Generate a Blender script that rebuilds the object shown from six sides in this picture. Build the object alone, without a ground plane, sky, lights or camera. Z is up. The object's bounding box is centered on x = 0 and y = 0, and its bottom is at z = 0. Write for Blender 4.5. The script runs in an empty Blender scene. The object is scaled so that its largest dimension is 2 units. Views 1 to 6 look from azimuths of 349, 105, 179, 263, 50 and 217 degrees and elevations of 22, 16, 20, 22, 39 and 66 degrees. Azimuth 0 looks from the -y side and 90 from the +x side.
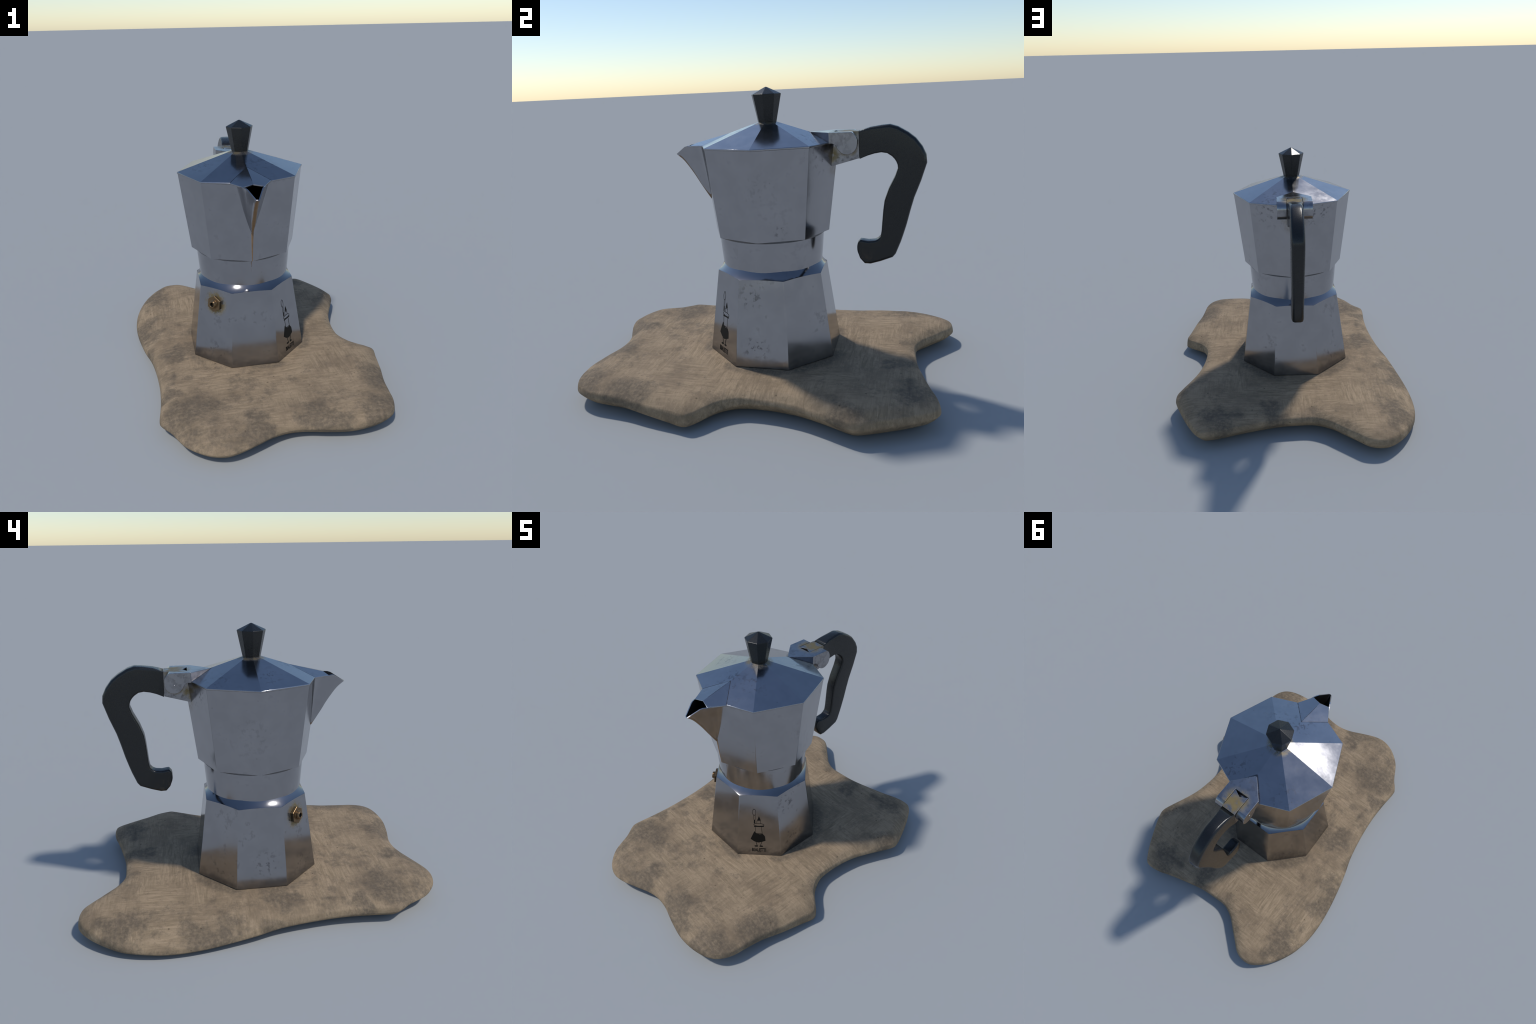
import bpy, bmesh, math, random
from mathutils import Vector, noise

random.seed(7)
AX = (-0.038, 0.0145)      # pot axis on the board
BASE_Z = 0.130             # height at which the pot stands

# --------------------------------------------------------------------------
# helpers
# --------------------------------------------------------------------------
scene = bpy.context.scene


def link(ob, parent=None):
    scene.collection.objects.link(ob)
    if parent:
        ob.parent = parent
    return ob


def make_mesh(name, verts, faces, mats, parent=None, fmat=None, pot=True, smooth=True):
    """verts in pot frame: axis on x=y=0, z measured from the ground."""
    me = bpy.data.meshes.new(name)
    dz = BASE_Z if pot else 0.0
    me.from_pydata([(v[0], v[1], v[2] - dz) for v in verts], [], faces)
    for m in mats:
        me.materials.append(m)
    if fmat:
        for p, i in zip(me.polygons, fmat):
            p.material_index = i
    bm = bmesh.new()
    bm.from_mesh(me)
    bmesh.ops.remove_doubles(bm, verts=bm.verts, dist=1e-5)
    bmesh.ops.recalc_face_normals(bm, faces=bm.faces)
    bm.to_mesh(me)
    bm.free()
    ob = bpy.data.objects.new(name, me)
    for p in me.polygons:
        p.use_smooth = smooth
    return link(ob, parent)


def bevel(ob, width, segs=2, angle=25):
    m = ob.modifiers.new("bevel", 'BEVEL')
    m.width = width
    m.segments = segs
    m.limit_method = 'ANGLE'
    m.angle_limit = math.radians(angle)
    m.harden_normals = False
    w = ob.modifiers.new("weighted", 'WEIGHTED_NORMAL')
    w.keep_sharp = False
    w.weight = 80
    return m


def shade_by_angle(ob, deg=30):
    """mark edges sharper than deg as sharp so the faces stay crisp"""
    me = ob.data
    bm = bmesh.new()
    bm.from_mesh(me)
    for e in bm.edges:
        if len(e.link_faces) == 2 and e.calc_face_angle(0) > math.radians(deg):
            e.smooth = False
    bm.to_mesh(me)
    bm.free()


def ring8(r, z, phase):
    return [(r * math.cos(math.radians(phase + 45 * i)),
             r * math.sin(math.radians(phase + 45 * i)), z) for i in range(8)]


def lerp(a, b, t):
    return tuple(x + (y - x) * t for x, y in zip(a, b))


def catmull(pts, n):
    """n samples per span through the control points"""
    out = []
    P = [pts[0]] + list(pts) + [pts[-1]]
    for i in range(1, len(P) - 2):
        a, b, c, d = P[i - 1:i + 3]
        for k in range(n):
            t = k / n
            out.append(tuple(0.5 * (2 * b[j] + (c[j] - a[j]) * t
                                    + (2 * a[j] - 5 * b[j] + 4 * c[j] - d[j]) * t * t
                                    + (3 * b[j] - a[j] - 3 * c[j] + d[j]) * t ** 3)
                             for j in range(len(b))))
    out.append(tuple(pts[-1]))
    return out


# --------------------------------------------------------------------------
# material toolkit
# --------------------------------------------------------------------------
class Mat:
    def __init__(self, name, offset=(0, 0, 0)):
        self.m = bpy.data.materials.new(name)
        self.m.use_nodes = True
        self.t = self.m.node_tree
        self.t.nodes.clear()
        self.out = self.t.nodes.new('ShaderNodeOutputMaterial')
        self.b = self.t.nodes.new('ShaderNodeBsdfPrincipled')
        self.t.links.new(self.b.outputs[0], self.out.inputs[0])
        tc = self.t.nodes.new('ShaderNodeTexCoord')
        self.obj = self.vec('ADD', tc.outputs['Object'], offset)

    def link(self, a, sock):
        if hasattr(a, 'is_linked'):
            self.t.links.new(a, sock)
        else:
            sock.default_value = a

    def vec(self, op, a, b):
        n = self.t.nodes.new('ShaderNodeVectorMath')
        n.operation = op
        self.link(a, n.inputs[0])
        if b is not None:
            self.link(b, n.inputs[1])
        return n.outputs['Value'] if op in ('LENGTH', 'DISTANCE', 'DOT_PRODUCT') else n.outputs[0]

    def math(self, op, a, b=0.0, c=None, clamp=False):
        n = self.t.nodes.new('ShaderNodeMath')
        n.operation = op
        n.use_clamp = clamp
        self.link(a, n.inputs[0])
        self.link(b, n.inputs[1])
        if c is not None:
            self.link(c, n.inputs[2])
        return n.outputs[0]

    def mapping(self, scale=(1, 1, 1), rot=(0, 0, 0), loc=(0, 0, 0), src=None):
        n = self.t.nodes.new('ShaderNodeMapping')
        self.t.links.new(src if src is not None else self.obj, n.inputs[0])
        n.inputs['Scale'].default_value = scale
        n.inputs['Rotation'].default_value = rot
        n.inputs['Location'].default_value = loc
        return n.outputs[0]

    def noise(self, scale, detail=3.0, rough=0.55, vec=None, distortion=0.0):
        n = self.t.nodes.new('ShaderNodeTexNoise')
        self.t.links.new(vec if vec is not None else self.obj, n.inputs['Vector'])
        n.inputs['Scale'].default_value = scale
        n.inputs['Detail'].default_value = detail
        n.inputs['Roughness'].default_value = rough
        n.inputs['Distortion'].default_value = distortion
        return n.outputs['Fac']

    def voronoi(self, scale, vec=None, feature='F1', out='Distance'):
        n = self.t.nodes.new('ShaderNodeTexVoronoi')
        n.feature = feature
        self.t.links.new(vec if vec is not None else self.obj, n.inputs['Vector'])
        n.inputs['Scale'].default_value = scale
        return n.outputs[out]

    def remap(self, v, a, b, c=0.0, d=1.0, smooth=True):
        n = self.t.nodes.new('ShaderNodeMapRange')
        n.interpolation_type = 'SMOOTHSTEP' if smooth else 'LINEAR'
        self.link(v, n.inputs[0])
        n.inputs[1].default_value = a
        n.inputs[2].default_value = b
        n.inputs[3].default_value = c
        n.inputs[4].default_value = d
        return n.outputs[0]

    def mix(self, f, a, b):
        n = self.t.nodes.new('ShaderNodeMix')
        n.data_type = 'RGBA'
        self.link(f, n.inputs[0])
        self.link(a if hasattr(a, 'is_linked') else (*a, 1), n.inputs[6])
        self.link(b if hasattr(b, 'is_linked') else (*b, 1), n.inputs[7])
        return n.outputs[2]

    def spot(self, c, r0, r1):
        """1 inside r0 of point c, fading to 0 at r1"""
        return self.remap(self.vec('DISTANCE', self.obj, c), r0, r1, 1.0, 0.0)

    def crease(self, a, b, w):
        """1 on the segment a-b, fading to 0 at distance w"""
        d = Vector(b) - Vector(a)
        L2 = d.length_squared
        rel = self.vec('SUBTRACT', self.obj, tuple(a))
        t = self.math('DIVIDE', self.vec('DOT_PRODUCT', rel, tuple(d)), L2, clamp=True)
        n = self.t.nodes.new('ShaderNodeVectorMath')
        n.operation = 'SCALE'
        n.inputs[0].default_value = tuple(d)
        self.t.links.new(t, n.inputs['Scale'])
        dist = self.vec('DISTANCE', rel, n.outputs[0])
        return self.remap(dist, w * 0.35, w, 1.0, 0.0)

    def sep(self, i):
        n = self.t.nodes.new('ShaderNodeSeparateXYZ')
        self.t.links.new(self.obj, n.inputs[0])
        return n.outputs[i]

    def bump(self, h, strength=0.2, dist=0.002):
        n = self.t.nodes.new('ShaderNodeBump')
        n.inputs['Strength'].default_value = strength
        n.inputs['Distance'].default_value = dist
        self.t.links.new(h, n.inputs['Height'])
        self.t.links.new(n.outputs[0], self.b.inputs['Normal'])

    def set(self, **kw):
        for k, v in kw.items():
            s = self.b.inputs[k.replace('_', ' ')]
            if k == 'Base_Color' and not hasattr(v, 'is_linked'):
                v = (*v, 1)
            self.link(v, s)


OFF = (0, 0, BASE_Z)
ALU = (0.365, 0.365, 0.383)


def aluminium(name, stains=(), spots=(), streak=False, rough=0.15, smudge=0.28, patchy=False, grime=False, lines=(), tone=1.0):
    """worn cast aluminium: smudges, small dark pits, ochre stains near the fittings"""
    k = Mat(name, OFF)
    cloud = k.noise(9.0, 4.0, 0.6)
    smud = k.remap(k.math('MULTIPLY', k.noise(26.0, 4.0, 0.65), k.remap(cloud, 0.42, 0.62)), 0.50, 0.62)
    pits = k.math('MULTIPLY', k.remap(k.voronoi(21.0), 0.035, 0.075, 1.0, 0.0), k.remap(k.noise(5.0, 2.0), 0.5, 0.6))
    fine = k.noise(60.0, 3.0, 0.6, vec=k.mapping((1, 1, 0.35)))
    col = k.mix(k.remap(cloud, 0.3, 0.7), tuple(c * 0.95 * tone for c in ALU), tuple(c * 1.04 * tone for c in ALU))
    dirt = k.math('MAXIMUM', k.math('MULTIPLY', smud, smudge), k.math('MULTIPLY', pits, 0.5))
    for c, r0, r1, amt in spots:
        s = k.math('MULTIPLY', k.spot(c, r0, r1), k.remap(k.noise(40.0, 4.0, 0.60), 0.53, 0.64))
        dirt = k.math('MAXIMUM', dirt, k.math('MULTIPLY', s, amt))
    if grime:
        # dark uneven patches along the foot
        low = k.remap(k.math('ADD', k.sep(2), k.math('MULTIPLY', k.noise(13.0, 3.0, 0.6), -0.11)), 0.085, 0.130, 1.0, 0.0)
        dirt = k.math('MAXIMUM', dirt, k.math('MULTIPLY', low, 0.45))
    for a, b, w in lines:
        # grime held in a crease
        dirt = k.math('MAXIMUM', dirt, k.math('MULTIPLY', k.crease(a, b, w), k.remap(k.noise(24.0, 3.0), 0.30, 0.55, 0.45, 1.0)))
    col = k.mix(dirt, col, (0.12, 0.117, 0.128))
    rust = None
    brk = k.noise(30.0, 4.0, 0.65)
    for c, r0, r1, amt in stains:
        s = k.math('MULTIPLY', k.spot(c, r0, r1), amt)
        rust = s if rust is None else k.math('MAXIMUM', rust, s)
    metal = 1.0
    ro = k.math('ADD', k.remap(cloud, 0.3, 0.7, rough - 0.025, rough + 0.035), k.math('MULTIPLY', dirt, 0.12))
    if patchy:
        pt = k.remap(k.noise(26.0, 4.0, 0.6, vec=k.mapping(loc=(3, 1, 2))), 0.50, 0.60)
        col = k.mix(k.math('MULTIPLY', pt, 0.45), col, (0.20, 0.198, 0.21))
    if rust is not None:
        rust = k.math('MULTIPLY', rust, k.remap(brk, 0.36, 0.58, 0.25, 1.0))
        col = k.mix(rust, col, k.mix(brk, (0.15, 0.105, 0.04), (0.29, 0.225, 0.11)))
        ro = k.math('ADD', ro, k.math('MULTIPLY', rust, 0.25))
        metal = k.math('SUBTRACT', 1.0, k.math('MULTIPLY', rust, 0.35))
    if streak:
        # dried coffee that ran down from the lip along the front corner
        x = k.sep(0)
        z = k.sep(2)
        wob = k.math('MULTIPLY', k.math('SUBTRACT', k.noise(9.0, 2.0), 0.5), 0.012)
        xx = k.math('ABSOLUTE', k.math('ADD', k.math('SUBTRACT', x, wob), k.remap(z, 0.93, 1.19, -0.001, -0.003)))
        wid = k.remap(z, 0.80, 1.12, 0.0025, 0.0115, False)
        d = k.math('SUBTRACT', xx, wid)
        st = k.remap(d, -0.0012, 0.0012, 1.0, 0.0)
        st = k.math('MULTIPLY', st, k.remap(k.sep(1), -0.20, -0.25))
        st = k.math('MULTIPLY', st, k.remap(z, 1.192, 1.186))
        st = k.math('MULTIPLY', st, k.remap(z, 0.70, 0.79, 0.0, 1.0))
        col = k.mix(st, col, k.mix(k.noise(40.0, 2.0), (0.17, 0.095, 0.045), (0.25, 0.155, 0.08)))
        metal = k.math('MULTIPLY', metal, k.math('SUBTRACT', 1.0, st)) if hasattr(metal, 'is_linked') else k.math('SUBTRACT', 1.0, st)
        ro = k.math('ADD', ro, k.math('MULTIPLY', st, 0.2))
    k.set(Base_Color=col, Metallic=metal, Roughness=ro)
    k.bump(k.math('ADD', k.math('MULTIPLY', fine, 0.3), k.math('MULTIPLY', cloud, 1.0)), 0.008, 0.002)
    return k.m


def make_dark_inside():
    k = Mat("near_black_interior", OFF)
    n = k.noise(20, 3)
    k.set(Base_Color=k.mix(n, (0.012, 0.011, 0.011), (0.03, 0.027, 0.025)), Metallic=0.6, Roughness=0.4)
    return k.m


def make_plastic():
    k = Mat("black_plastic", OFF)
    n = k.noise(420.0, 2.0, 0.6)
    big = k.noise(14.0, 3.0)
    edge_brown = k.math('MULTIPLY', k.spot((0, 0.50, 0.625), 0.02, 0.09), k.remap(k.noise(40, 3), 0.48, 0.6))
    col = k.mix(big, (0.0065, 0.0072, 0.0076), (0.0105, 0.0113, 0.0112))
    col = k.mix(k.math('MULTIPLY', edge_brown, 0.5), col, (0.06, 0.04, 0.022))
    k.set(Base_Color=col, Roughness=k.remap(n, 0.3, 0.7, 0.23, 0.31))
    k.bump(n, 0.12, 0.0008)
    return k.m


def make_brass():
    k = Mat("tarnished_brass", OFF)
    n = k.noise(45.0, 4.0, 0.6)
    col = k.mix(n, (0.150, 0.098, 0.052), (0.25, 0.165, 0.090))
    k.set(Base_Color=col, Metallic=0.9, Roughness=0.33)
    return k.m


def make_nut_sides():
    k = Mat("dark_brass", OFF)
    k.set(Base_Color=k.mix(k.noise(50, 3), (0.022, 0.015, 0.008), (0.06, 0.042, 0.022)), Metallic=0.4, Roughness=0.45)
    return k.m


def make_ink():
    k = Mat("printed_ink", OFF)
    n = k.noise(60.0, 3.0)
    k.set(Base_Color=k.mix(n, (0.004, 0.0035, 0.003), (0.009, 0.008, 0.006)), Roughness=0.55)
    k.b.inputs['Specular IOR Level'].default_value = 0.2
    return k.m


def make_wood():
    k = Mat("weathered_wood")
    # fibres run along different directions from patch to patch
    f1 = k.noise(1.0, 5.0, 0.62, vec=k.mapping((7, 75, 30), (0, 0, 0.12)), distortion=0.6)
    f2 = k.noise(1.0, 5.0, 0.62, vec=k.mapping((70, 7, 30), (0, 0, 0.25), (2, 5, 0)), distortion=0.6)
    f3 = k.noise(1.0, 5.0, 0.62, vec=k.mapping((8, 70, 30), (0, 0, 0.95), (7, 1, 0)), distortion=0.8)
    s1 = k.remap(k.noise(2.6, 2.0, 0.5, vec=k.mapping(loc=(4, 4, 0))), 0.40, 0.60)
    s2 = k.remap(k.noise(2.2, 2.0, 0.5, vec=k.mapping(loc=(9, 2, 3))), 0.45, 0.62)
    a = k.t.nodes.new('ShaderNodeMix')
    k.link(s1, a.inputs[0]); k.link(f1, a.inputs[2]); k.link(f2, a.inputs[3])
    b = k.t.nodes.new('ShaderNodeMix')
    k.link(s2, b.inputs[0]); k.link(a.outputs[0], b.inputs[2]); k.link(f3, b.inputs[3])
    fibre = b.outputs[0]
    fine = k.noise(38.0, 5.0, 0.7)
    mott = k.noise(6.0, 7.0, 0.72, vec=k.mapping(loc=(2, 8, 1)))
    col = k.mix(k.remap(fibre, 0.20, 0.80), (0.215, 0.158, 0.096), (0.430, 0.314, 0.200))
    col = k.mix(k.math('MULTIPLY', k.remap(mott, 0.41, 0.66), 0.62), col, (0.190, 0.137, 0.088))
    col = k.mix(k.math('MULTIPLY', k.remap(fine, 0.52, 0.70), 0.42), col, (0.165, 0.121, 0.080))
    # grey-brown weathering: ragged blotches, most of them towards the rim
    rag = k.math('ADD', k.math('MULTIPLY', k.math('SUBTRACT', k.noise(11.0, 8.0, 0.78), 0.5), 2.0), k.math('MULTIPLY', k.math('SUBTRACT', fibre, 0.5), 0.5))
    blot = k.math('ADD', k.noise(2.7, 3.0, 0.55, vec=k.mapping(loc=(1.3, 0.4, 0))), rag)
    bl = k.math('MULTIPLY', k.remap(blot, 0.50, 0.82), 0.62)
    # positions pushed about so that no blotch keeps a round outline
    wn = k.t.nodes.new('ShaderNodeTexNoise')
    k.t.links.new(k.obj, wn.inputs['Vector'])
    wn.inputs['Scale'].default_value = 4.5
    wn.inputs['Detail'].default_value = 4.0
    sc = k.t.nodes.new('ShaderNodeVectorMath')
    sc.operation = 'MULTIPLY_ADD'
    k.t.links.new(wn.outputs['Color'], sc.inputs[0])
    sc.inputs[1].default_value = (0.55, 0.55, 0)
    sc.inputs[2].default_value = (-0.275, -0.275, 0)
    true_pos = k.obj
    k.obj = k.vec('ADD', true_pos, sc.outputs[0])
    for c, r in (((-.48, -.72, .12), .24), ((.50, -.88, .10), .22), ((.25, -.86, .10), .16), ((-.10, -.86, .10), .16), ((.64, -.62, .10), .17), ((-.68, .36, .08), .20), ((-.62, .74, .10), .18),
                 ((-.60, -.45, .1), .13), ((.64, .45, .11), .18), ((-.48, -.12, .13), .13), ((.45, .78, .11), .16), ((-.64, .02, .1), .14), ((.10, .74, .11), .13)):
        sp = k.math('ADD', k.spot(c, 0.0, r * 1.35), rag)
        bl = k.math('MAXIMUM', bl, k.math('MULTIPLY', k.remap(sp, 0.28, 0.90), 0.82))
    k.obj = true_pos
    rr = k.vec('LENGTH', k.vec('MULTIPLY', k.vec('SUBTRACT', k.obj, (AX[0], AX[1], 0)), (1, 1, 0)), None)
    # contact shade around the pot's foot, painted into the wood as a broken ring
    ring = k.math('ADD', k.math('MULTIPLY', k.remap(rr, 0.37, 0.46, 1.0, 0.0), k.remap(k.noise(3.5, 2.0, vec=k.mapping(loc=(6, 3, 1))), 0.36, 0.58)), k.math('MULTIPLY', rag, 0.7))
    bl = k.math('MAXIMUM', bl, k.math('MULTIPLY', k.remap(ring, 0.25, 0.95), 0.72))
    # the stain sits unevenly in the grain
    bl = k.math('MULTIPLY', bl, k.remap(k.noise(55.0, 4.0, 0.7), 0.36, 0.60, 0.55, 1.0))
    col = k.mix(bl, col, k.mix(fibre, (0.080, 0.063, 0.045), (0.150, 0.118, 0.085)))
    # worm holes and knots
    pit = k.math('MULTIPLY', k.remap(k.voronoi(16.0, vec=k.mapping((1, 1, 1.0))), 0.05, 0.11, 1.0, 0.0), k.remap(k.noise(6.0, 1.0), 0.52, 0.60))
    col = k.mix(k.math('MULTIPLY', pit, 0.6), col, (0.07, 0.048, 0.03))
    k.set(Base_Color=col, Roughness=0.78)
    k.b.inputs['Specular IOR Level'].default_value = 0.25
    h = k.math('ADD', k.math('MULTIPLY', fibre, 1.0), k.math('MULTIPLY', fine, 0.5))
    h = k.math('SUBTRACT', h, k.math('MULTIPLY', pit, 0.8))
    k.bump(h, 0.30, 0.004)
    return k.m


DARK = make_dark_inside()
PLASTIC = make_plastic()
BRASS = make_brass()
INK = make_ink()
M_NUT_SIDES = make_nut_sides()
WOOD = make_wood()
VALVE_C = (-0.2035, -0.2035, 0.50)
M_BOILER = aluminium("aluminium_boiler", stains=[(VALVE_C, 0.050, 0.092, 1.0)],
                     spots=[((0.275, -0.05, 0.50), 0.02, 0.10, 0.75), ((0.33, -0.03, 0.23), 0.02, 0.10, 0.75),
                            ((-0.33, -0.03, 0.27), 0.02, 0.11, 0.6), ((-0.22, -0.25, 0.17), 0.03, 0.14, 0.6),
                            ((-0.27, 0.26, 0.22), 0.02, 0.13, 0.55)], grime=True)
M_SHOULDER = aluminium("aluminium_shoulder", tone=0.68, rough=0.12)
M_UPPER = aluminium("aluminium_chamber", stains=[((0, 0.345, 1.15), 0.05, 0.10, 0.35)],
                    spots=[((0.30, 0.12, 0.83), 0.02, 0.06, 0.9), ((0.31, 0.03, 1.05), 0.02, 0.13, 0.22),
                           ((-0.33, 0.04, 1.0), 0.03, 0.15, 0.22), ((0.12, 0.27, 1.2), 0.04, 0.13, 0.7), ((-0.12, 0.27, 1.2), 0.04, 0.13, 0.7)],
                    streak=True, smudge=0.14)
M_LID = aluminium("aluminium_lid", stains=[((0, 0, 1.347), 0.060, 0.088, 0.8)],
                  spots=[((0.0, -0.19, 1.30), 0.02, 0.12, 0.6), ((0.12, -0.15, 1.30), 0.01, 0.08, 0.7),
                         ((-0.22, -0.05, 1.28), 0.02, 0.10, 0.65), ((0.13, 0.25, 1.27), 0.03, 0.13, 0.5),
                         ((-0.2, 0.22, 1.26), 0.03, 0.12, 0.4)], smudge=0.12,
                  lines=[((0, -0.204, 1.298), (0.110, -0.320, 1.2455), 0.0035), ((0, -0.204, 1.298), (-0.110, -0.320, 1.2455), 0.0035),
                         ((0, -0.204, 1.298), (0, -0.36, 1.260), 0.0025), ((0, 0.213, 1.293), (0.103, 0.327, 1.25), 0.010),
                         ((0, 0.213, 1.293), (-0.103, 0.327, 1.25), 0.010)])
M_HINGE = aluminium("aluminium_hinge", stains=[((0, 0.40, 1.335), 0.060, 0.105, 0.95)],
                    spots=[((0.1, 0.38, 1.25), 0.02, 0.08, 0.5), ((-0.1, 0.38, 1.25), 0.02, 0.08, 0.5)], rough=0.2, patchy=True, tone=0.92)
M_BRACKET = aluminium("aluminium_bracket", stains=[((0, 0.43, 1.34), 0.06, 0.10, 1.0), ((0, 0.33, 1.18), 0.045, 0.072, 1.0), ((0.045, 0.412, 1.225), 0.045, 0.063, 0.9), ((-0.045, 0.412, 1.225), 0.045, 0.063, 0.9)],
                      spots=[((0.045, 0.40, 1.15), 0.03, 0.10, 0.8), ((-0.045, 0.40, 1.15), 0.03, 0.10, 0.8)], rough=0.22, patchy=True, tone=0.85)

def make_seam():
    k = Mat("dull_grey_seam", OFF)
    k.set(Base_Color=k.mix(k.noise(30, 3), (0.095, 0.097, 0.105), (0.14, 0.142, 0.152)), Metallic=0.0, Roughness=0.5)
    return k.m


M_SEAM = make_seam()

# --------------------------------------------------------------------------
# wooden board
# --------------------------------------------------------------------------
OUTLINE = [  # x, y of the widest contour | z of its lower lip, z of the upper lip | width of the rounding above it
    (.742, -.254, .034, .095, .09), (.725, -.34, .040, .097, .10), (.700, -.472, .054, .100, .10), (.668, -.60, .066, .104, .11),
    (.655, -.70, .072, .106, .11), (.645, -.78, .074, .108, .11), (.620, -.845, .076, .109, .11), (.585, -.887, .077, .110, .11),
    (.530, -.917, .077, .110, .11), (.450, -.937, .076, .105, .11), (.350, -.942, .075, .100, .11), (.230, -.922, .075, .097, .12),
    (.120, -.895, .075, .095, .12), (.030, -.890, .075, .095, .12), (-.05, -.908, .075, .094, .12), (-.13, -.943, .075, .092, .12),
    (-.23, -.984, .075, .090, .13), (-.31, -.998, .074, .090, .13), (-.385, -.980, .072, .087, .13), (-.45, -.939, .070, .086, .12),
    (-.508, -.878, .068, .086, .12), (-.563, -.772, .067, .088, .11), (-.609, -.707, .066, .092, .10), (-.623, -.66, .066, .094, .09),
    (-.612, -.53, .063, .096, .08), (-.608, -.40, .062, .096, .08), (-.614, -.27, .056, .095, .08), (-.629, -.14, .053, .093, .08),
    (-.649, -.03, .050, .089, .09), (-.680, .08, .044, .080, .12), (-.706, .20, .038, .066, .16), (-.728, .33, .030, .058, .18),
    (-.740, .45, .027, .054, .19), (-.741, .56, .028, .054, .19), (-.729, .66, .034, .060, .17), (-.700, .76, .036, .072, .14),
    (-.654, .85, .046, .085, .11), (-.593, .93, .053, .096, .09), (-.52, .988, .057, .104, .07), (-.455, 1.00, .067, .106, .06),
    (-.39, .982, .070, .108, .05), (-.33, .932, .072, .109, .05), (-.26, .872, .073, .110, .045), (-.20, .822, .074, .111, .045),
    (-.12, .787, .076, .111, .05), (-.02, .787, .078, .111, .05), (.09, .797, .080, .111, .06), (.22, .827, .080, .110, .06),
    (.33, .857, .080, .110, .07), (.42, .885, .079, .111, .07), (.50, .894, .082, .111, .07), (.546, .872, .080, .110, .07),
    (.601, .785, .078, .110, .07), (.652, .680, .078, .112, .07), (.697, .570, .077, .110, .06), (.706, .512, .079, .110, .06),
    (.680, .44, .083, .109, .055), (.636, .34, .083, .107, .05), (.597, .235, .082, .107, .05), (.574, .11, .079, .106, .045),
    (.569, .0, .072, .108, .04), (.580, -.06, .064, .107, .04), (.617, -.125, .054, .104, .05), (.664, -.168, .044, .100, .06),
    (.712, -.207, .038, .098, .08)]


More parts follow.
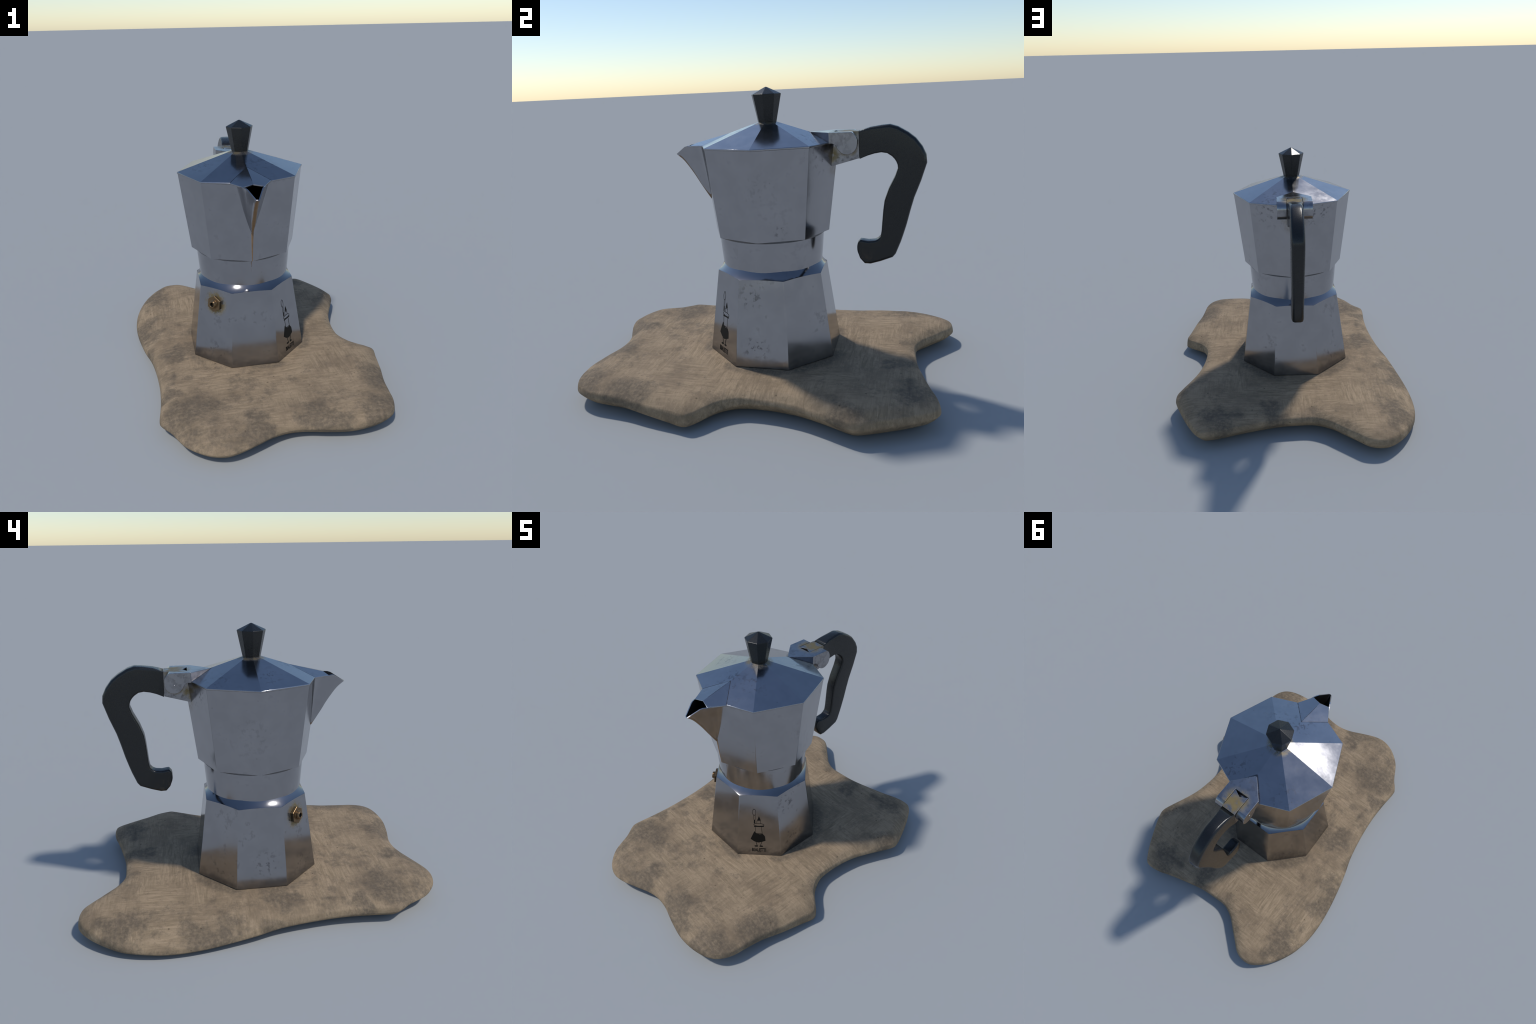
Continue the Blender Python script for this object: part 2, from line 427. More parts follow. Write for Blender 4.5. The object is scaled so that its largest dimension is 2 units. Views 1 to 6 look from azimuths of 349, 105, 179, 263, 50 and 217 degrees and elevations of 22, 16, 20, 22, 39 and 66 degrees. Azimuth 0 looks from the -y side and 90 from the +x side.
def build_board():
    n_sub = 7
    closed = OUTLINE[-1:] + OUTLINE + OUTLINE[:2]
    loop = []
    for i in range(1, len(closed) - 2):
        a, b, c, d = closed[i - 1:i + 3]
        for s in range(n_sub):
            t = s / n_sub
            loop.append(tuple(0.5 * (2 * b[j] + (c[j] - a[j]) * t + (2 * a[j] - 5 * b[j] + 4 * c[j] - d[j]) * t * t
                                     + (3 * b[j] - a[j] - 3 * c[j] + d[j]) * t ** 3) for j in range(5)))
    N = len(loop)

    def dist(x, y, hint):
        best = 9
        for k in range(-60, 61):
            p = loop[(hint + k) % N]
            q = loop[(hint + k + 1) % N]
            dx, dy = q[0] - p[0], q[1] - p[1]
            t = max(0, min(1, ((x - p[0]) * dx + (y - p[1]) * dy) / (dx * dx + dy * dy + 1e-12)))
            best = min(best, math.hypot(x - p[0] - t * dx, y - p[1] - t * dy))
        return best

    z_top = 0.1272

    def seg(x, y, a, b):
        dx, dy = b[0] - a[0], b[1] - a[1]
        t = max(0, min(1, ((x - a[0]) * dx + (y - a[1]) * dy) / (dx * dx + dy * dy)))
        return math.hypot(x - a[0] - t * dx, y - a[1] - t * dy)

    def swell(x, y):
        """slow rises and hollows of the top face"""
        h = 0.0
        for cx, cy, amp, r in ((.56, .55, .020, .18), (-.37, .73, .011, .17), (.15, .60, -.010, .18), (-.60, .45, -.007, .17), (-.50, .24, -.006, .18),
                               (.53, -.04, -.010, .13), (-.45, -.55, -.005, .17), (.50, .40, .009, .17), (-.58, .68, -.006, .15),
                               (.0, .66, -.005, .13), (-.55, -.02, -.005, .14)):
            h += amp * math.exp(-((x - cx) ** 2 + (y - cy) ** 2) / (r * r) * 1.3)
        dr = min(seg(x, y, (-.36, -.84), (.48, -.77)), seg(x, y, (.48, -.77), (.58, -.42)))
        return h + 0.011 * math.exp(-(dr / 0.085) ** 1.4)

    def top(x, y, d, q):
        zlo, zhi, w = q
        lump = 0.0035 * noise.noise((x * 5, y * 5, 0.3)) + 0.0018 * noise.noise((x * 17, y * 17, 1.3))
        r = math.hypot(x - AX[0], y - AX[1])
        lump *= max(0.0, min(1.0, (r - 0.36) / 0.08)) * min(1, d / 0.02)
        lip = 0.013
        if d < lip:                       # nearly upright side of the slab, rounded outwards
            s = d / lip
            z = zlo + (zhi - zlo) * (1 - (1 - s) ** 2) ** 0.75
        else:
            s = min(1.0, (d - lip) / w)
            z = zhi + (z_top - zhi) * (1 - (1 - s) ** 1.9)
        z += lump + swell(x, y) * min(1.0, d / 0.05) * max(0.0, min(1.0, (r - 0.38) / 0.10))
        return min(z, 0.1284) if r < 0.40 else z

    def bottom(x, y, d, q):
        s = min(1.0, d / 0.10)
        return q[0] * (1 - s) ** 1.8

    ts = [0, .0015, .004, .0075, .012, .018, .026, .036, .05, .068, .09, .115, .145, .18, .22, .265, .32, .39, .47, .57, .68, .8, .91]
    verts, faces = [], []

    def sheet(f, levels, flip):
        rows = []
        for t in levels:
            row = []
            for i, (x, y, *q) in enumerate(loop):
                X, Y = x * (1 - t), y * (1 - t)
                d = dist(X, Y, i) if t > 0 else 0
                row.append(len(verts))
                verts.append((X, Y, f(X, Y, d, q)))
            rows.append(row)
        c = len(verts)
        verts.append((0, 0, f(0, 0, .5, (.06, .1, .1))))
        for a, b in zip(rows, rows[1:]):
            for i in range(N):
                j = (i + 1) % N
                faces.append((a[i], a[j], b[j], b[i]))
        for i in range(N):
            faces.append((rows[-1][i], rows[-1][(i + 1) % N], c))

    sheet(top, ts, False)
    sheet(bottom, [0, .01, .025, .05, .09, .15, .25, .5], True)
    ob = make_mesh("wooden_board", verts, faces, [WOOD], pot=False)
    ob["label"] = "irregular wavy-edged slab of weathered brown wood"
    ob["category"] = "wooden board"
    return ob


build_board()

# --------------------------------------------------------------------------
# coffee pot
# --------------------------------------------------------------------------
pot = bpy.data.objects.new("coffee_pot", None)
pot.location = (AX[0], AX[1], BASE_Z)
pot.empty_display_size = 0.2
link(pot)
pot["label"] = "octagonal aluminium stovetop coffee maker with black handle"
pot["category"] = "coffee pot"


# ---- boiler: octagonal foot, fillet shoulder ------------------------------
def boiler_radius(z):
    return 0.3698 - 0.150 * (z - 0.13)


def build_boiler():
    SEG = 8                               # points per octagon side
    rim_z = 0.583
    verts, faces = [], []

    def side_ring(R, z, lift=0.0, circ=0.0, rc=0.0):
        c = ring8(R, 0, 22.5)
        out = []
        for i in range(8):
            for s in range(SEG):
                t = s / SEG
                p = lerp(c[i], c[(i + 1) % 8], t)
                a = math.radians(22.5 + 45 * i + 45 * t)
                q = (rc * math.cos(a), rc * math.sin(a), 0)
                v = lerp(p, q, circ)
                out.append((v[0], v[1], z + lift * math.sin(math.pi * t)))
        return out

    rings = [side_ring(boiler_radius(rim_z) - 0.0008, rim_z, 0.004)]
    for s in (0.06, 0.2, 0.4, 0.6, 0.8, 0.93, 1.0):
        z = rim_z + 0.0012 + 0.046 * (0.25 * s + 0.75 * s ** 2.2)
        rings.append(side_ring(boiler_radius(rim_z), z, 0.0035 * (1 - s), s, 0.266))
    rings.append(side_ring(0, 0.640, 0, 1.0, 0.262))
    for r in rings:
        verts.extend(r)
    M = 8 * SEG
    for k in range(len(rings) - 1):
        for i in range(M):
            j = (i + 1) % M
            faces.append((k * M + i, k * M + j, (k + 1) * M + j, (k + 1) * M + i))
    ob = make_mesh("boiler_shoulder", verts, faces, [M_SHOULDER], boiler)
    # cast fillet: the slope eases evenly from the rim to the collar
    nor = []
    for v in ob.data.vertices:
        z = v.co.z + BASE_Z
        s = max(0.0, min(1.0, (z - rim_z) / 0.047)) ** 0.6
        el = math.radians(59 - 22 * s)
        r = math.hypot(v.co.x, v.co.y)
        nor.append((v.co.x / r * math.cos(el), v.co.y / r * math.cos(el), math.sin(el)))
    ob.data.normals_split_custom_set_from_vertices(nor)


# flat-sided body of the boiler
def build_boiler_body():
    lo = ring8(boiler_radius(0.1290), 0.1290, 22.5)
    verts = list(lo)
    faces = [tuple(range(8))]
    SEG = 8
    top = []
    R = boiler_radius(0.583)
    c = ring8(R, 0.583, 22.5)
    for i in range(8):
        row = []
        for s in range(SEG):
            t = s / SEG
            p = lerp(c[i], c[(i + 1) % 8], t)
            lift = 0.004 * math.sin(math.pi * t)
            # follow the sloping face while the rim arches up
            k = 1 - 0.150 * lift / R
            row.append(len(verts))
            verts.append((p[0] * k, p[1] * k, p[2] + lift))
        top.append(row)
    for i in range(8):
        nxt = top[(i + 1) % 8][0]
        faces.append((i, (i + 1) % 8, nxt) + tuple(reversed(top[i])))
    ob = make_mesh("boiler", verts, faces, [M_BOILER], pot)
    # round the vertical corners a little: wider towards the foot
    m = ob.modifiers.new("bevel", 'BEVEL')
    m.width = 0.0035
    m.segments = 3
    m.limit_method = 'ANGLE'
    m.angle_limit = math.radians(30)
    w = ob.modifiers.new("weighted", 'WEIGHTED_NORMAL')
    w.weight = 90
    return ob


boiler = build_boiler_body()
build_boiler()


# ---- safety valve -----------------------------------------------------------
def frame_on_boiler(deg, z, s=0.0, lift=0.0):
    """origin and axes (right, up-slope, outward) on a boiler face"""
    a = math.radians(deg)
    n_h = Vector((math.cos(a), math.sin(a), 0))
    right = Vector((-math.sin(a), math.cos(a), 0))
    ap = math.cos(math.radians(22.5))
    slope = 0.150 * ap
    n = (n_h + Vector((0, 0, slope))).normalized()
    up = n.cross(right).normalized()
    p = n_h * (boiler_radius(z) * ap) + Vector((0, 0, z)) + right * s + n * lift
    return p, right, up, n


def lathe(profile, segs, F, phase=0.0):
    p, r, u, n = F
    verts, faces = [], []
    for rad, h in profile:
        for i in range(segs):
            a = 2 * math.pi * i / segs + phase
            verts.append(tuple(p + r * (rad * math.cos(a)) + u * (rad * math.sin(a)) + n * h))
    for k in range(len(profile) - 1):
        for i in range(segs):
            j = (i + 1) % segs
            faces.append((k * segs + i, k * segs + j, (k + 1) * segs + j, (k + 1) * segs + i))
    faces.append(tuple(range((len(profile) - 1) * segs, len(profile) * segs)))
    return verts, faces


F = frame_on_boiler(225, 0.4985)
nv, nf = lathe([(0.0485, -0.004), (0.0485, 0.0180), (0.0477, 0.0188), (0.02, 0.0190)], 6, F, math.radians(90))
nut = make_mesh("valve_nut", nv, nf, [BRASS, M_NUT_SIDES], boiler, fmat=[1] * 6 + [0] * 13)
shade_by_angle(nut, 20)
NOZZLE = [(0.0260, 0.0185), (0.0260, 0.0210), (0.0245, 0.0222), (0.0205, 0.0222), (0.0205, 0.0240), (0.0232, 0.0256), (0.0232, 0.0285),
          (0.0200, 0.0302), (0.0198, 0.0318), (0.0215, 0.0334), (0.0208, 0.0362), (0.0180, 0.0376), (0.0140, 0.0374), (0.0128, 0.036), (0.0125, 0.004)]
nv, nf = lathe(NOZZLE, 32, F)
noz = make_mesh("valve_nozzle", nv, nf, [BRASS, DARK], boiler,
                fmat=[0] * (32 * 13) + [1] * 33)
shade_by_angle(noz, 50)


# ---- print on the boiler ----------------------------------------------------
def print_face():
    """places flat ink shapes (s, z) on the face that looks to +x -y"""
    def put(s, z, lift=0.0009):
        p, r, u, n = frame_on_boiler(-45, z, s, lift)
        return tuple(p)

    verts, faces = [], []

    def poly(pts):
        b = len(verts)
        verts.extend(put(*q) for q in pts)
        faces.append(tuple(range(b, b + len(pts))))

    def stroke(pts, w):
        for (a, b) in zip(pts, pts[1:]):
            dx, dz = b[0] - a[0], b[1] - a[1]
            L = math.hypot(dx, dz) or 1
            ox, oz = -dz / L * w / 2, dx / L * w / 2
            ex, ez = dx / L * w / 4, dz / L * w / 4
            poly([(a[0] - ex - ox, a[1] - ez - oz), (b[0] + ex - ox, b[1] + ez - oz),
                  (b[0] + ex + ox, b[1] + ez + oz), (a[0] - ex + ox, a[1] - ez + oz)])

    def oval(cx, cz, rx, rz, n=28, a0=0, a1=360):
        return [(cx + rx * math.cos(math.radians(a0 + (a1 - a0) * i / n)), cz + rz * math.sin(math.radians(a0 + (a1 - a0) * i / n))) for i in range(n + 1)]

    # plain stand-in figure: solid coat, blank head, flat cap, one raised arm
    poly([(-0.053, 0.256), (-0.028, 0.318), (-0.020, 0.302), (0.004, 0.294), (0.024, 0.298), (0.038, 0.280), (0.042, 0.246), (0.020, 0.236), (-0.005, 0.229), (-0.030, 0.238)])
    stroke([(-0.023, 0.352), (-0.019, 0.300), (0.021, 0.300), (0.017, 0.352)], 0.0024)
    stroke(oval(0.001, 0.368, 0.032, 0.010), 0.0024)
    poly([(-0.030, 0.358), (0.033, 0.360), (0.032, 0.3535), (-0.029, 0.351)])
    stroke([(-0.012, 0.379), (-0.011, 0.398), (0.012, 0.399), (0.013, 0.380)], 0.0022)
    poly([(-0.009, 0.402), (0.013, 0.403), (0.002, 0.434)])
    poly([(-0.0305, 0.378), (-0.0215, 0.378), (-0.0215, 0.405), (-0.0300, 0.405)])
    stroke([(-0.0300, 0.405), (-0.0305, 0.440)], 0.002)
    stroke([(-0.0215, 0.405), (-0.0205, 0.440)], 0.002)
    stroke(oval(-0.0270, 0.462, 0.0105, 0.023, 20), 0.0022)
    stroke([(-0.020, 0.236), (-0.012, 0.204)], 0.0035)
    stroke([(0.018, 0.238), (0.009, 0.204)], 0.0035)
    poly(oval(-0.018, 0.200, 0.012, 0.0052, 14)[:-1])
    poly(oval(0.014, 0.200, 0.012, 0.0052, 14)[:-1])
    make_mesh("printed_figure", verts, faces, [INK], boiler, smooth=False)


print_face()


def print_word():
    cu = bpy.data.curves.new("lettering", 'FONT')
    cu.body = "BIALETTI"
    cu.align_x = 'CENTER'
    cu.size = 0.036
    cu.offset = 0.0010
    cu.space_character = 1.02
    tmp = bpy.data.objects.new("lettering_source", cu)
    link(tmp)
    bpy.context.view_layer.update()
    me = bpy.data.meshes.new_from_object(tmp.evaluated_get(bpy.context.evaluated_depsgraph_get()))
    bpy.data.objects.remove(tmp)
    xs = [v.co.x for v in me.vertices]
    ys = [v.co.y for v in me.vertices]
    sx = 0.0905 / (max(xs) - min(xs))
    sy = 0.0268 / (max(ys) - min(ys))
    cx = (max(xs) + min(xs)) / 2
    y0 = min(ys)
    for v in me.vertices:
        p, r, u, n = frame_on_boiler(-45, 0.1565 + (v.co.y - y0) * sy, -0.0008 + (v.co.x - cx) * sx, 0.0009)
        v.co = (p.x, p.y, p.z - BASE_Z)
    me.name = "lettering"
    me.materials.clear()
    me.materials.append(INK)
    link(bpy.data.objects.new("lettering", me), boiler)


print_word()

# ---- upper chamber ------------------------------------------------------------
Z_LO, Z_UP, R_LO, R_UP = 0.787, 1.2362, 0.3102, 0.3632
SP_Z, SP_X = 0.950, 0.108           # where the spout leaves the front corner / the top edge


def chamber_radius(z):
    return R_LO + (R_UP - R_LO) * (z - Z_LO) / (Z_UP - Z_LO)


def build_chamber():
    lo = ring8(R_LO, Z_LO, 0)
    up = ring8(R_UP, Z_UP, 0)
    verts = lo + up
    k = 6                                   # corner that points to -y
    f0 = len(verts)
    verts.append((0, -chamber_radius(SP_Z), SP_Z))
    t = SP_X / (R_UP * math.sin(math.radians(45)))
    verts.append(lerp(up[6], up[7], t))     # +x side
    verts.append(lerp(up[6], up[5], t))     # -x side
    faces = []
    for i in range(8):
        j = (i + 1) % 8
        if i == 6:
            faces.append((6, 7, 15, f0 + 1, f0))
        elif i == 5:
            faces.append((5, 6, f0, f0 + 2, 13))
        else:
            faces.append((i, j, 8 + j, 8 + i))
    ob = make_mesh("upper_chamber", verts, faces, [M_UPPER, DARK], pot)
    m = ob.modifiers.new("bevel", 'BEVEL')
    m.width = 0.003
    m.segments = 3
    m.limit_method = 'ANGLE'
    m.angle_limit = math.radians(30)
    s = ob.modifiers.new("wall", 'SOLIDIFY')
    s.thickness = 0.007
    s.offset = -1
    s.material_offset = 1
    s.material_offset_rim = 0
    w = ob.modifiers.new("weighted", 'WEIGHTED_NORMAL')
    w.weight = 90
    return ob


chamber = build_chamber()


def build_neck():
    """underside of the flared chamber and the round collar below it"""
    SEG = 8
    M = 64
    verts, faces = [], []

    def mixring(R, z, circ, rc):
        c = ring8(R, z, 0)
        out = []
        for i in range(8):
            for s in range(SEG):
                t = s / SEG
                a = math.radians(45 * i + 45 * t)
                out.append(lerp(lerp(c[i], c[(i + 1) % 8], t), (rc * math.cos(a), rc * math.sin(a), z), circ))
        return out

    rings = [mixring(R_LO - 0.0035, 0.7885, 0, 0), mixring(R_LO - 0.0035, 0.7865, 0, 0), mixring(R_LO, 0.7755, 1, 0.2790), mixring(0, 0.74, 1, 0.2765), mixring(0, 0.69, 1, 0.273),
             mixring(0, 0.645, 1, 0.2695), mixring(0, 0.612, 1, 0.2665), mixring(0, 0.61, 1, 0.24)]
    for r in rings:
        verts.extend(r)
    for k in range(len(rings) - 1):
        for i in range(M):
            j = (i + 1) % M
            faces.append((k * M + i, k * M + j, (k + 1) * M + j, (k + 1) * M + i))
    faces.append(tuple(range((len(rings) - 1) * M, len(rings) * M)))
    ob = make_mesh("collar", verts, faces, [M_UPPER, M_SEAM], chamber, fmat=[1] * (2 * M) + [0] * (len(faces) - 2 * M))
    shade_by_angle(ob, 11)


build_neck()


def build_spout():
    keel = catmull([(-chamber_radius(SP_Z), SP_Z), (-.347, .978), (-.382, 1.036), (-.418, 1.095), (-.466, 1.160), (-.508, 1.196)], 4)
    NS = len(keel) - 1
    NQ = 12
    top_b = (SP_X, -(R_UP - SP_X * math.tan(math.radians(22.5))), Z_UP)
    bot = (0.0, -chamber_radius(SP_Z), SP_Z)
    verts, faces = [], []
    for i, (ky, kz) in enumerate(keel):
        s = i / NS
        B = lerp(bot, top_b, s)
        wk = 0.0105 * min(1, s * 2.5)
        K = (wk, ky, kz)
        half = []
        for q in range(NQ + 1):
            u = q / NQ
            p = lerp(B, K, u)
            tri = u / 0.63 if u < 0.63 else (1 - u) / 0.37
            rise = 0.030 * tri * max(0, (s - 0.55) / 0.45) ** 1.6
            # soft valley where the spout leaves the wall, faint swell along the cheek
            val = -0.003 * math.sin(math.pi * min(1, u / 0.5)) * s
            nx, ny = (0.86, -0.5)
            half.append((p[0] + nx * val, p[1] + ny * val, p[2] + rise))
        row = half + [(0.0, ky - 0.0035 * min(1, s * 2), kz - 0.001)] + [(-x, y, z) for x, y, z in reversed(half)]
        verts.extend(row)
    C = 2 * NQ + 3
    for i in range(NS):
        for j in range(C - 1):
            faces.append((i * C + j, i * C + j + 1, (i + 1) * C + j + 1, (i + 1) * C + j))
    # the lowest row collapses to a point
    me_faces = []
    for f in faces:
        g = []
        for v in f:
            if v < C:
                v = 0
            if not g or g[-1] != v:
                g.append(v)
        if g[0] == g[-1]:
            g.pop()
        if len(g) >= 3:
            me_faces.append(tuple(g))
    used = sorted({v for f in me_faces for v in f})
    remap = {v: i for i, v in enumerate(used)}
    V = [Vector(verts[v]) for v in used]
    F = [tuple(remap[v] for v in f) for f in me_faces]
    # smooth normals, eased into the wall of the chamber next to the root line
    ap = math.radians(22.5)
    wall_dn = -(R_UP - R_LO) * math.cos(ap) / (Z_UP - Z_LO)
    nrm = [Vector((0, 0, 0)) for _ in V]
    for f in F:
        n = (V[f[1]] - V[f[0]]).cross(V[f[2]] - V[f[0]])
        if n.y > 0:
            n = -n
        for v in f:
            nrm[v] += n
    nrm = [n.normalized() for n in nrm]
    eased = []
    for v, idx in enumerate(used):
        col = idx % C
        u = min(col, C - 1 - col) / NQ
        sx = 1 if col < C // 2 else -1
        wall = Vector((sx * math.sin(ap), -math.cos(ap), wall_dn)).normalized()
        t = max(0.0, min(1.0, 0.35 + u / 0.45))
        t = t * t * (3 - 2 * t)
        eased.append((wall * (1 - t) * 0.9 + nrm[v] * (0.1 + 0.9 * t)).normalized() if idx >= C else wall)
    n0 = len(V)
    inner = [tuple(p - n * 0.006 * min(1.0, 3.0 * (idx // C) / NS)) for p, n, idx in zip(V, nrm, used)]
    allv = [tuple(p) for p in V] + inner
    faces2 = list(F) + [tuple(n0 + v for v in reversed(f)) for f in F]
    last = [remap[NS * C + j] for j in range(C)]
    faces2 += [(last[j], last[j + 1], n0 + last[j + 1], n0 + last[j]) for j in range(C - 1)]
    me = bpy.data.meshes.new("spout")
    me.from_pydata([(x, y, z - BASE_Z) for x, y, z in allv], [], faces2)
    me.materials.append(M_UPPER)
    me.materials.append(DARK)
    nF = len(F)
    if sum(p.normal.y * p.area for p in me.polygons[:nF]) > 0:
        me.flip_normals()
    ln = []
    for p in me.polygons:
        p.use_smooth = True
        p.material_index = 1 if nF <= p.index < 2 * nF else 0
        for li in p.loop_indices:
            v = me.loops[li].vertex_index
            if p.index < nF:
                ln.append(tuple(eased[v]))
            elif p.index < 2 * nF:
                ln.append(tuple(-nrm[v - n0]))
            else:
                ln.append(tuple(p.normal))
    me.normals_split_custom_set(ln)
    link(bpy.data.objects.new("spout", me), chamber)


build_spout()


# ---- handle bracket cast on the chamber ---------------------------------------
BW = 0.0435


def build_bracket():
    def ring(front, mid, back, zf, zb):
        return [(BW, front, zf), (0, mid, zf), (-BW, front, zf), (-BW, back, zb), (BW, back, zb)]
    rings = [ring(.346, .3695, .4675, 1.2925, 1.2925), ring(.346, .3695, .4685, 1.2335, 1.2335),
             ring(.31, .31, .4685, 1.233, 1.233), ring(.31, .31, .4705, 1.117, 1.161)]
    verts = [v for r in rings for v in r]
    faces = [(0, 1, 2, 3, 4), tuple(range(19, 14, -1))]
    for k in range(3):
        for i in range(5):
            j = (i + 1) % 5
            faces.append((k * 5 + i, k * 5 + j, k * 5 + 5 + j, k * 5 + 5 + i))
    ob = make_mesh("handle_bracket", verts, faces, [M_BRACKET], chamber)
    bevel(ob, 0.0018, 2, 40)


build_bracket()

# ---- lid ------------------------------------------------------------------------
L_R, L_Z, T_R, T_Z, L_TH = 0.3665, 1.2455, 0.050, 1.3485, 0.0088


def build_lid():
    rim = ring8(L_R, L_Z, 0)
    top = ring8(T_R, T_Z, 0)
    verts = rim + top + [(0, 0, T_Z + 0.004)]
    b = len(verts)
    t = 0.110 / (L_R * math.sin(math.radians(45)))
    s_ridge = (L_R - 0.204) / (L_R - T_R)
    verts += [lerp(rim[6], rim[7], t), lerp(rim[6], rim[5], t),            # b, b+1 roots of the beak
              lerp(rim[6], top[6], s_ridge),                                # b+2 apex on the ridge
              (0.0565, -0.409, 1.2425), (-0.0565, -0.409, 1.2425), (0, -0.394, 1.2510)]
    faces = []
    for i in range(8):
        j = (i + 1) % 8
        if i == 6:
            faces.append((b, 7, 15, 14, b + 2))
        elif i == 5:
            faces.append((5, b + 1, b + 2, 14, 13))
        else:
            faces.append((i, j, 8 + j, 8 + i))
        faces.append((8 + i, 8 + j, 16))
    faces.append((b + 2, b + 5, b + 3, b))
    faces.append((b + 2, b + 1, b + 4, b + 5))
    outer = [0, 1, 2, 3, 4, 5, b + 1, b + 4, b + 5, b + 3, b, 7]
    n = len(verts)
    # rim wall and an underside that repeats the roof one wall thickness lower
    verts2 = [(x, y, z - L_TH) for x, y, z in verts]
    allv = verts + verts2
    under = [tuple(n + v for v in reversed(f)) for f in faces]
    wall = []
    for i, v in enumerate(outer):
        w = outer[(i + 1) % len(outer)]
        wall.append((v, w, n + w, n + v))
    fm = [0] * len(faces) + [1] * len(under) + [0] * len(wall)
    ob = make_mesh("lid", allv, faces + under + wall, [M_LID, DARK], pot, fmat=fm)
    m = ob.modifiers.new("bevel", 'BEVEL')
    m.width = 0.0020
    m.segments = 2
    m.limit_method = 'ANGLE'
    m.angle_limit = math.radians(40)
    shade_by_angle(ob, 2.5)
    return ob


lid = build_lid()


def build_knob():
    r = [ring8(0.0482, 1.3455, 0), ring8(0.0775, 1.4865, 0)]
    verts = r[0] + r[1] + [(0, 0, 1.5225)]
    faces = [tuple(range(7, -1, -1))]
    for i in range(8):
        j = (i + 1) % 8
        faces.append((i, j, 8 + j, 8 + i))
        faces.append((8 + i, 8 + j, 16))
    ob = make_mesh("knob", verts, faces, [PLASTIC], lid)
    bevel(ob, 0.0022, 2, 15)


build_knob()


def build_hinge():
    """arrow-shaped plate cast with two rounded ears that clasp the bracket"""
    z1, z0 = 1.2932, 1.2398
    curve = catmull([(.437, z1), (.4535, 1.2795), (.4635, 1.259), (.4645, 1.233), (.456, 1.208), (.436, 1.191), (.414, 1.1855),
                     (.391, 1.192), (.372, 1.211), (.360, 1.231), (.3453, z0)], 3)
    n = len(curve)
    xi, xo = 0.0452, 0.1
    verts, faces = [], []

    def add(x, y, z):
        verts.append((x, y, z))
        return len(verts) - 1

    tip_t, tip_b = add(0, .213, z1), add(0, .213, z0)
    side = {}
    for sg in (1, -1):
        o = [add(sg * xo, y, z) for y, z in curve]
        i = [add(sg * xi, y, z) for y, z in curve]
        ft, fb = add(sg * xo, .327, z1), add(sg * xo, .327, z0)
        bt = add(sg * xi, .3453, z1)                # root of the slot, top
        side[sg] = (o, i, ft, fb, bt)
        faces.append((ft, *o, fb))                  # outer cheek
        faces.append((bt, *i))                      # inner cheek
        for k in range(n - 1):
            faces.append((o[k], o[k + 1], i[k + 1], i[k]))
        faces.append((tip_t, ft, fb, tip_b))
    (o1, i1, ft1, fb1, bt1), (o2, i2, ft2, fb2, bt2) = side[1], side[-1]
    faces.append((tip_t, ft1, o1[0], i1[0], bt1, bt2, i2[0], o2[0], ft2))
    faces.append((tip_b, fb1, o1[-1], i1[-1], i2[-1], o2[-1], fb2))
    faces.append((bt1, bt2, i2[-1], i1[-1]))
    ob = make_mesh("hinge", verts, faces, [M_HINGE], lid)
    m = ob.modifiers.new("bevel", 'BEVEL')
    m.width = 0.0022
    m.segments = 2
    m.limit_method = 'ANGLE'
    m.angle_limit = math.radians(32)
    w = ob.modifiers.new("weighted", 'WEIGHTED_NORMAL')
    w.weight = 90
    for sgn in (1, -1):
        # pin head
        pv, pf = [], []
        for r, h in ((0.0080, 0.0995), (0.0077, 0.1005), (0.0064, 0.1005), (0.0060, 0.1001)):
            for i in range(20):
                a = 2 * math.pi * i / 20
                pv.append((sgn * h, 0.411 + r * math.cos(a), 1.236 + r * math.sin(a)))
        for k in range(3):
            for i in range(20):
                j = (i + 1) % 20
                pf.append((k * 20 + i, k * 20 + j, k * 20 + 20 + j, k * 20 + 20 + i))
        pf.append(tuple(range(60, 80)))
        pin = make_mesh("hinge_pin", pv, pf, [M_HINGE], lid)
        shade_by_angle(pin, 30)


build_hinge()

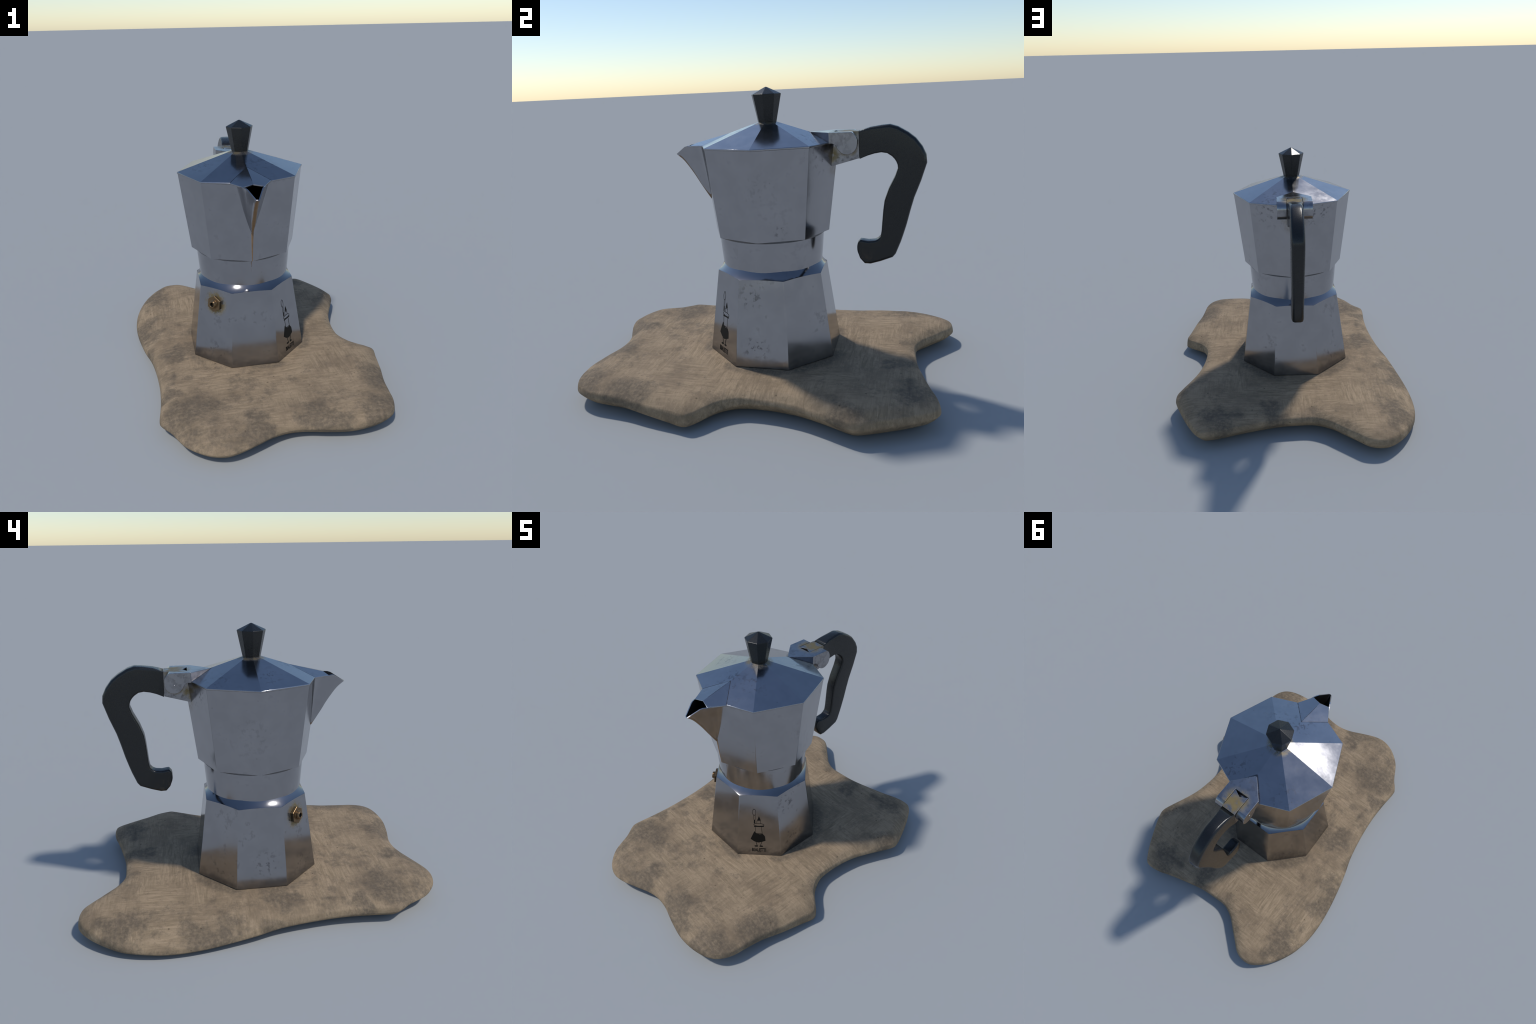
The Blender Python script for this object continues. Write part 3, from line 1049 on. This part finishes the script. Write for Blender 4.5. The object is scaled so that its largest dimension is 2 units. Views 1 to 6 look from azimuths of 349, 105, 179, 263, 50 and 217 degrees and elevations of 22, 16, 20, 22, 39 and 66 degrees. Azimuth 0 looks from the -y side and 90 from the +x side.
# ---- handle -----------------------------------------------------------------------
HANDLE = [  # outer y, z | inner y, z
    (.4695, 1.2915, .4720, 1.1570), (.495, 1.302, .491, 1.1645), (.523, 1.3115, .512, 1.172), (.577, 1.3200, .543, 1.1805), (.617, 1.3230, .575, 1.1830),
    (.655, 1.3115, .603, 1.1785), (.705, 1.2830, .625, 1.1640), (.742, 1.2540, .637, 1.1515), (.774, 1.2135, .6455, 1.1390),
    (.794, 1.1730, .652, 1.1230), (.7985, 1.1340, .654, 1.1060), (.773, 1.0460, .641, 1.0680), (.742, .9600, .611, 1.0060),
    (.725, .8950, .594, .9450), (.708, .8230, .5885, .9000), (.694, .7730, .5835, .8300), (.681, .7310, .5810, .7900),
    (.656, .6660, .5765, .7590), (.641, .6470, .5635, .7450), (.577, .6220, .5480, .7370), (.527, .6075, .5140, .7335),
    (.497, .6085, .4900, .7375), (.473, .6340, .4745, .7395), (.4605, .6650, .4610, .7250), (.4575, .6800, .4575, .7100)]


def build_handle():
    verts, faces = [], []
    rows = 0
    for i, (oy, oz, iy, iz) in enumerate(HANDLE):
        flare = max(0.0, 1 - (oy - 0.469) / 0.075) if i < 4 else 0.0
        h = 0.0335 + 0.0032 * max(0.0, min(1.0, (oz - 0.75) / 0.30)) + 0.0065 * flare ** 1.3
        if i >= 21:
            h -= (0.0, 0.002, 0.006, 0.011)[i - 21]
        L = math.hypot(oy - iy, oz - iz)
        c = min(0.016, L * 0.3) * (1 - 0.75 * flare)
        ci = min(0.011, L * 0.3) * (1 - 0.75 * flare)
        dy, dz = (iy - oy) / L, (iz - oz) / L
        trim = 0.003 * min(1.0, i / 3)
        oy, oz, L = oy + dy * trim, oz + dz * trim, L - trim - (0.003 if 3 < i < 13 else 0.0)

        def pt(x, d):
            return (x, oy + dy * d, oz + dz * d)
        k = 0.30
        sec = [pt(h - c, 0), pt(h - c * k, c * k), pt(h, c), pt(h, L - ci), pt(h - ci * k, L - ci * k), pt(h - ci, L)]
        sec += [(-x, y, z) for x, y, z in reversed(sec)]
        verts += sec
        rows += 1
    C = 12
    for i in range(rows - 1):
        for j in range(C):
            k = (j + 1) % C
            faces.append((i * C + j, i * C + k, (i + 1) * C + k, (i + 1) * C + j))
    faces.append(tuple(range(C)))
    faces.append(tuple(range((rows - 1) * C, rows * C)))
    ob = make_mesh("handle", verts, faces, [PLASTIC], pot)
    shade_by_angle(ob, 75)
    w = ob.modifiers.new("weighted", 'WEIGHTED_NORMAL')
    w.keep_sharp = True
    w.weight = 60


build_handle()
